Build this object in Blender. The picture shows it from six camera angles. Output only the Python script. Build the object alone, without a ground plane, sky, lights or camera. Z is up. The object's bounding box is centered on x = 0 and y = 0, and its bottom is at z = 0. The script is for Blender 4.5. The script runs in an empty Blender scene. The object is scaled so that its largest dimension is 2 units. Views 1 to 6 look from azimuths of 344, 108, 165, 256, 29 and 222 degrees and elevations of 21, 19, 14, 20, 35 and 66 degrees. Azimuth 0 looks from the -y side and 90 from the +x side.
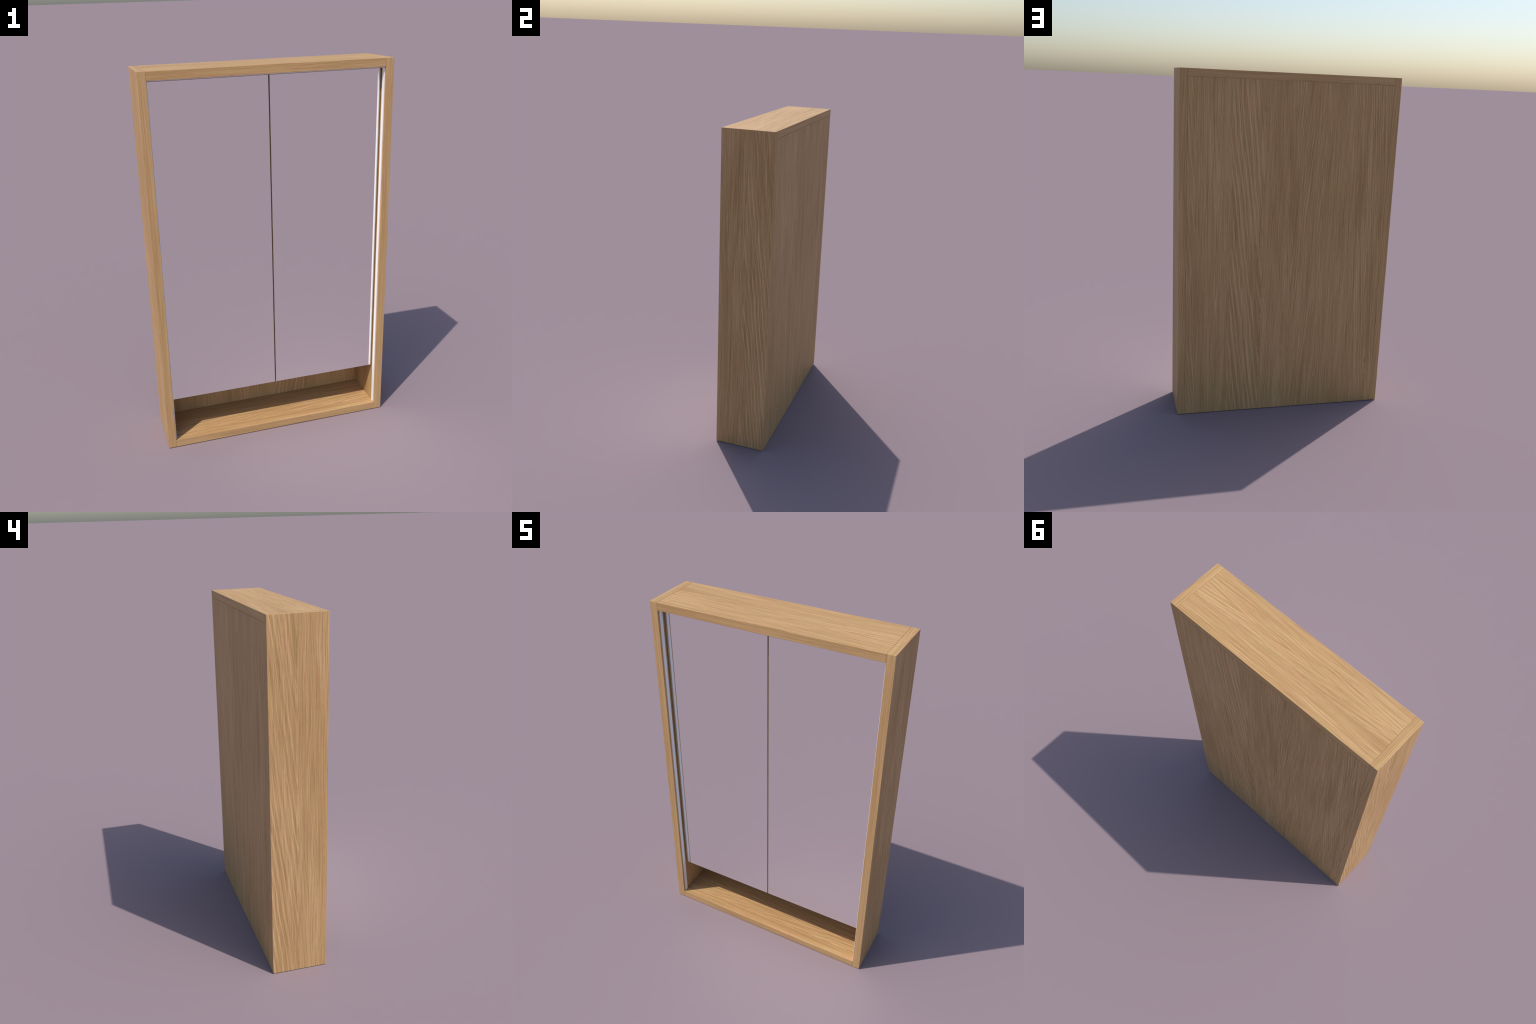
"""Oak wall cabinet with two mirrored doors, an open niche below them and a white
light strip running round the inside of the frame.  Metres, z up, front is -y."""
import bpy
import bmesh
from mathutils import Vector

# ------------------------------------------------------------------ sizes
MM = 2.0 / 950                       # one millimetre of the real cabinet (600 x 950 x 150)
WIDTH, DEPTH, HEIGHT = 599.7 * MM, 149.7 * MM, 2.000
BOARD = 20 * MM                     # thickness of every oak board
GROOVE = 0.0006                      # hairline joint between neighbouring boards
EDGE = 0.0013                        # eased (chamfered) board edges
HALF_W, HALF_D = WIDTH / 2, DEPTH / 2
INNER_X = HALF_W - BOARD             # inside face of the side panels
INNER_TOP = HEIGHT - BOARD           # underside of the top panel
NICHE_FLOOR = BOARD                  # upper face of the bottom panel

MIRROR_Y = -0.1107                   # front plane of the mirrors
MIRROR_THICK = 0.006
DOOR_THICK = 0.034
DOOR_BOTTOM, DOOR_TOP = 0.2695, INNER_TOP - 0.0090
DOOR_SIDE_GAP, DOOR_MIDDLE_GAP = 0.0044, 0.0048

STRIP_FRONT, STRIP_BACK = -0.1450, -0.1262
STRIP_PROUD = 0.0047


# ------------------------------------------------------------------ node helpers
class Nodes:
    """Small helper for wiring shader nodes."""

    def __init__(self, name):
        self.mat = bpy.data.materials.new(name)
        self.mat.use_nodes = True
        self.tree = self.mat.node_tree
        self.tree.nodes.clear()

    def add(self, kind, **props):
        n = self.tree.nodes.new(kind)
        for k, v in props.items():
            setattr(n, k, v)
        return n

    def put(self, socket, value):
        if isinstance(value, bpy.types.NodeSocket):
            self.tree.links.new(value, socket)
        else:
            socket.default_value = value

    def math(self, op, a, b=0.0, c=None, clamp=False):
        n = self.add("ShaderNodeMath", operation=op, use_clamp=clamp)
        self.put(n.inputs[0], a)
        self.put(n.inputs[1], b)
        if c is not None:
            self.put(n.inputs[2], c)
        return n.outputs[0]

    def vector(self, x, y, z):
        n = self.add("ShaderNodeCombineXYZ")
        for s, v in zip(n.inputs, (x, y, z)):
            self.put(s, v)
        return n.outputs[0]

    def noise(self, vec, scale=1.0, detail=2.0, rough=0.5):
        n = self.add("ShaderNodeTexNoise", noise_dimensions="3D")
        self.put(n.inputs["Vector"], vec)
        n.inputs["Scale"].default_value = scale
        n.inputs["Detail"].default_value = detail
        n.inputs["Roughness"].default_value = rough
        return n.outputs["Fac"]

    def span(self, value, lo, hi, to_lo=0.0, to_hi=1.0, smooth=False):
        n = self.add("ShaderNodeMapRange",
                     interpolation_type="SMOOTHSTEP" if smooth else "LINEAR")
        self.put(n.inputs["Value"], value)
        for s, v in zip(("From Min", "From Max", "To Min", "To Max"), (lo, hi, to_lo, to_hi)):
            n.inputs[s].default_value = v
        return n.outputs["Result"]

    def curve(self, value, points):
        n = self.add("ShaderNodeFloatCurve")
        c = n.mapping.curves[0]
        while len(c.points) < len(points):
            c.points.new(0.5, 0.5)
        for p, (x, y) in zip(c.points, points):
            p.location = (x, y)
            p.handle_type = "VECTOR"
        n.mapping.update()
        self.put(n.inputs["Value"], value)
        return n.outputs[0]

    def mix(self, fac, a, b, blend="MIX"):
        n = self.add("ShaderNodeMix", data_type="RGBA", blend_type=blend)
        self.put(n.inputs["Factor"], fac)
        self.put(n.inputs[6], a)
        self.put(n.inputs[7], b)
        return n.outputs[2]

    def finish(self, color, roughness, metallic=0.0, specular=0.5, bump=None, bump_strength=0.1):
        p = self.add("ShaderNodeBsdfPrincipled")
        self.put(p.inputs["Base Color"], color)
        self.put(p.inputs["Roughness"], roughness)
        p.inputs["Metallic"].default_value = metallic
        p.inputs["Specular IOR Level"].default_value = specular
        if bump is not None:
            b = self.add("ShaderNodeBump")
            b.inputs["Strength"].default_value = bump_strength
            b.inputs["Distance"].default_value = 0.001
            self.put(b.inputs["Height"], bump)
            self.put(p.inputs["Normal"], b.outputs["Normal"])
        out = self.add("ShaderNodeOutputMaterial")
        self.tree.links.new(p.outputs[0], out.inputs["Surface"])
        return self.mat


# ------------------------------------------------------------------ materials
OAK_DARK = (0.336, 0.181, 0.072, 1)
OAK_MID = (0.515, 0.308, 0.138, 1)
OAK_LIGHT = (0.693, 0.452, 0.234, 1)
OAK_PINK = (1.035, 0.972, 1.01, 1)
OAK_GREEN = (0.965, 1.03, 0.93, 1)


def figure_profile(sections):
    """Growth-ring count across a board, from (width share, rings per metre) sections.
    A rising section leans the grain one way, a falling one the other; where they meet
    the rings close into the pointed 'cathedral' figure of flat-sawn oak."""
    sections = [(0.11, sections[0][1])] + list(sections) + [(0.11, sections[-1][1])]
    width = sum(w for w, _ in sections)
    x, y, pts = 0.0, 0.0, [(0.0, 0.0)]
    for w, rate in sections:
        x += w / width
        y += w * rate
        pts.append((x, y))
    lo, hi = min(p[1] for p in pts), max(p[1] for p in pts)
    return [(px, (py - lo) / (hi - lo)) for px, py in pts], hi - lo, width


def oak(name, grain, across, sections, seed, rise=5.0, face=BOARD / 2, fleck=None):
    """Oak veneer. grain / across: signed axis names in object space; sections run along
    'across' and are centred on the board; rise: rings per metre along the grain; face: where the
    outer face lies on the thickness axis."""
    n = Nodes(name)
    tex = n.add("ShaderNodeTexCoord")
    coord = tex.outputs["Object"]
    sep = n.add("ShaderNodeSeparateXYZ")
    n.put(sep.inputs[0], coord)
    axis = {"x": sep.outputs[0], "y": sep.outputs[1], "z": sep.outputs[2]}

    def signed(key):
        s = axis[key[-1]]
        return n.math("MULTIPLY", s, -1.0) if key[0] == "-" else s

    v = signed(grain)
    w = signed(across)
    t = axis[({"x", "y", "z"} - {grain[-1], across[-1]}).pop()]
    # the cut ends are lipped with a veneer strip whose grain runs the long way of the end
    nsep = n.add("ShaderNodeSeparateXYZ")
    n.put(nsep.inputs[0], tex.outputs["Normal"])
    lip = n.math("GREATER_THAN", n.math("ABSOLUTE", nsep.outputs["xyz".index(grain[-1])]), 0.8)

    def choose(a, b):
        return n.math("ADD", n.math("MULTIPLY", n.math("SUBTRACT", 1.0, lip), a),
                      n.math("MULTIPLY", lip, b))

    t = n.math("SUBTRACT", t, face)              # zero on the board's outer face
    v, w, t = choose(v, w), choose(w, t), choose(t, 0.0)

    points, rings, width = figure_profile(sections)
    def field(across_rate, along_rate, offset, detail=2.0, rough=0.5, base=None):
        """Noise stretched along the grain; rates are features per metre."""
        return n.noise(n.vector(n.math("MULTIPLY", w if base is None else base, across_rate),
                                n.math("MULTIPLY", v, along_rate),
                                n.math("MULTIPLY_ADD", t, min(across_rate, 60.0), seed + offset)),
                       1.0, detail, rough)

    # slow sideways wander of the grain, then the ring count at this point
    u = n.math("ADD", n.math("ADD", w, n.math("MULTIPLY", t, 2.2)),
               n.math("MULTIPLY_ADD", field(4.0, 1.6, 0.0), 0.026, -0.013))
    u = n.math("ADD", u, n.math("MULTIPLY_ADD", field(30.0, 7.0, 0.6), 0.0032, -0.0016))
    share = n.math("DIVIDE", n.math("ADD", u, width / 2), width, clamp=True)
    phase = n.math("MULTIPLY", n.curve(share, points), rings)
    phase = n.math("ADD", phase, n.math("MULTIPLY", v, rise))
    phase = n.math("ADD", phase, n.math("MULTIPLY", field(9.0, 2.6, 7.3, 3.0), 1.1))

    def along_rings(rate, along_rate, offset, detail=2.0, rough=0.55):
        """Noise that follows the leaning growth rings."""
        return n.noise(n.vector(n.math("MULTIPLY", phase, rate), n.math("MULTIPLY", v, along_rate),
                                seed + offset), 1.0, detail, rough)

    # one pale early-wood line per ring, strong in some patches and fading in others
    wave = n.math("SINE", n.math("MULTIPLY", n.math("ADD", phase, along_rings(0.6, 0.8, 8.1, 1.0)), 6.283))
    line = n.math("MULTIPLY", n.span(wave, 0.05, 0.95, smooth=True),
                  n.span(field(9.0, 1.4, 8.6, 2.0), 0.40, 0.62))
    bands = along_rings(1.6, 0.8, 1.0, 1.0)
    streak = along_rings(4.0, 1.5, 2.0, 2.0)
    fibre = along_rings(7.5, 2.2, 3.0, 2.0)
    # straight hair lines, short dark pores and a few long dark seams
    hair = field(290.0, 3.2, 3.7, 2.0, 0.55, u)
    pore = field(480.0, 14.0, 4.0, 1.0, 0.5, u)
    seam = field(34.0, 0.55, 9.4, 2.0, 0.5, u)
    # broad clouds of tone and narrow streaks of tint
    cloud = field(14.0, 1.0, 5.0, 2.0, 0.5, u)
    tint = field(95.0, 4.0, 6.0, 2.0, 0.55, u)

    color = n.mix(n.math("MULTIPLY", line, 0.62), OAK_MID, OAK_LIGHT)
    color = n.mix(n.span(bands, 0.54, 0.72, 0.0, 0.30), color, OAK_LIGHT)
    color = n.mix(n.span(bands, 0.47, 0.30, 0.0, 0.32), color, OAK_DARK)
    color = n.mix(n.span(streak, 0.48, 0.30, 0.0, 0.42), color, OAK_DARK)
    color = n.mix(n.span(streak, 0.53, 0.70, 0.0, 0.36), color, OAK_LIGHT)
    color = n.mix(n.span(fibre, 0.48, 0.32, 0.0, 0.60), color, OAK_DARK)
    color = n.mix(n.span(fibre, 0.53, 0.70, 0.0, 0.44), color, OAK_LIGHT)
    color = n.mix(n.span(hair, 0.48, 0.32, 0.0, 0.62), color, OAK_DARK)
    color = n.mix(n.span(hair, 0.54, 0.70, 0.0, 0.46), color, OAK_LIGHT)
    color = n.mix(n.span(pore, 0.42, 0.28, 0.0, 0.48), color, OAK_DARK)
    color = n.mix(n.span(seam, 0.36, 0.26, 0.0, 0.42, smooth=True), color, OAK_DARK)
    color = n.mix(n.math("MULTIPLY", line, 0.34), color, OAK_LIGHT)
    color = n.mix(n.span(cloud, 0.45, 0.28, 0.0, 0.35), color, OAK_DARK)
    color = n.mix(n.span(cloud, 0.56, 0.75, 0.0, 0.22), color, OAK_LIGHT)
    color = n.mix(n.span(tint, 0.50, 0.68), color, n.mix(1.0, color, OAK_PINK, "MULTIPLY"))
    color = n.mix(n.span(tint, 0.50, 0.32), color, n.mix(1.0, color, OAK_GREEN, "MULTIPLY"))
    if fleck:                                    # a single dark bark fleck: (across, along)
        du = n.math("DIVIDE", n.math("SUBTRACT", w, fleck[0]), 0.0022)
        dv = n.math("DIVIDE", n.math("SUBTRACT", v, fleck[1]), 0.018)
        r = n.math("ADD", n.math("MULTIPLY", du, du), n.math("MULTIPLY", dv, dv))
        color = n.mix(n.span(r, 1.0, 0.2, 0.0, 0.85), color, (0.07, 0.035, 0.02, 1))
    relief = n.math("ADD", hair, n.math("MULTIPLY", pore, 0.5))
    return n.finish(color, 0.58, specular=0.18, bump=relief, bump_strength=0.06)


def mirror_glass():
    n = Nodes("silvered_mirror")
    return n.finish((0.98, 0.985, 0.985, 1), 0.0, metallic=1.0)


def frosted_white():
    n = Nodes("frosted_white_diffuser")
    coord = n.add("ShaderNodeTexCoord").outputs["Object"]
    grain = n.noise(coord, 60.0, 2.0, 0.5)
    color = n.mix(n.span(grain, 0.3, 0.7), (0.91, 0.91, 0.92, 1), (0.93, 0.93, 0.94, 1))
    return n.finish(color, 0.45)


# ------------------------------------------------------------------ geometry
def board(name, lo, hi, material, parent, edge=EDGE, segments=2):
    """An eased-edge rectangular board between two corners, origin at its centre."""
    lo, hi = Vector(lo), Vector(hi)
    centre, size = (lo + hi) / 2, hi - lo
    bm = bmesh.new()
    bmesh.ops.create_cube(bm, size=1.0)
    for vert in bm.verts:
        vert.co = Vector(c * s for c, s in zip(vert.co, size))
    if edge:
        bmesh.ops.bevel(bm, geom=bm.edges[:], offset=edge, segments=segments,
                        profile=0.5, affect="EDGES")
    me = bpy.data.meshes.new(name)
    bm.to_mesh(me)
    bm.free()
    me.materials.append(material)
    ob = bpy.data.objects.new(name, me)
    bpy.context.scene.collection.objects.link(ob)
    ob.parent = parent
    ob.location = centre - parent.location
    return ob


cabinet = bpy.data.objects.new("mirror_cabinet", None)
bpy.context.scene.collection.objects.link(cabinet)
cabinet["label"] = "tall oak wall cabinet with two frameless mirror doors and open niche"
cabinet["category"] = "mirror cabinet"

# figure of each board: (share of width in metres, rings per metre), left to right as seen
back_oak = oak("oak_back", "z", "-x", [
    (0.050, 48), (0.125, 130), (0.075, -150), (0.190, 38), (0.140, -115), (0.035, 90),
    (0.178, -62), (0.200, 150), (0.185, 70)], 11.0, fleck=(0.5377, -0.704))
left_oak = oak("oak_left_side", "z", "-y", [
    (0.150, 40), (0.105, -120), (0.060, 140)], 23.0, face=-BOARD / 2)
right_oak = oak("oak_right_side", "z", "y", [
    (0.070, 130), (0.085, -120), (0.160, 44)], 37.0)
top_oak = oak("oak_top", "-x", "-y", [
    (0.125, 130), (0.062, -60), (0.060, 62), (0.068, 120)], 41.0, rise=6.0)
bottom_oak = oak("oak_bottom", "x", "y", [
    (0.085, 95), (0.070, -55), (0.080, 60), (0.080, 110)], 59.0, rise=6.0)
door_oak = oak("oak_door", "z", "x", [(0.30, 80), (0.10, -60), (0.20, 90)], 71.0)
mirror = mirror_glass()
diffuser = frosted_white()

# carcass
board("side_panel", (-HALF_W, -HALF_D, 0), (-INNER_X, HALF_D, HEIGHT), left_oak, cabinet)
board("side_panel", (INNER_X, -HALF_D, 0), (HALF_W, HALF_D, HEIGHT), right_oak, cabinet)
g = INNER_X - GROOVE
board("top_panel", (-g, -HALF_D, INNER_TOP), (g, HALF_D, HEIGHT), top_oak, cabinet)
board("back_panel", (-g, HALF_D - BOARD, 0), (g, HALF_D, INNER_TOP - GROOVE), back_oak, cabinet)
board("bottom_panel", (-g, -HALF_D, 0), (g, HALF_D - BOARD - GROOVE, NICHE_FLOOR), bottom_oak, cabinet)

# doors: an oak leaf with a mirror covering its face
for side in (-1, 1):
    xs = sorted((side * DOOR_MIDDLE_GAP / 2, side * (INNER_X - DOOR_SIDE_GAP)))
    leaf_front = MIRROR_Y + MIRROR_THICK
    door = board("door", (xs[0], leaf_front, DOOR_BOTTOM),
                 (xs[1], leaf_front + DOOR_THICK, DOOR_TOP), door_oak, cabinet, edge=0.0008)
    m = 0.0006
    board("mirror_pane", (xs[0] + m, MIRROR_Y, DOOR_BOTTOM + m),
          (xs[1] - m, leaf_front - 0.0001, DOOR_TOP - m), mirror, door, edge=0.0006, segments=1)

# light strip: up both sides and across the underside of the top
e = 0.0006
board("light_strip", (-INNER_X - 0.002, STRIP_FRONT, NICHE_FLOOR + 0.0006),
      (-INNER_X + STRIP_PROUD, STRIP_BACK, INNER_TOP - STRIP_PROUD - 0.0003), diffuser, cabinet, edge=e)
board("light_strip", (INNER_X - STRIP_PROUD, STRIP_FRONT, NICHE_FLOOR + 0.0006),
      (INNER_X + 0.002, STRIP_BACK, INNER_TOP - STRIP_PROUD - 0.0003), diffuser, cabinet, edge=e)
board("light_strip", (-INNER_X + 0.0004, STRIP_FRONT, INNER_TOP - STRIP_PROUD),
      (INNER_X - 0.0004, STRIP_BACK, INNER_TOP + 0.002), diffuser, cabinet, edge=e)
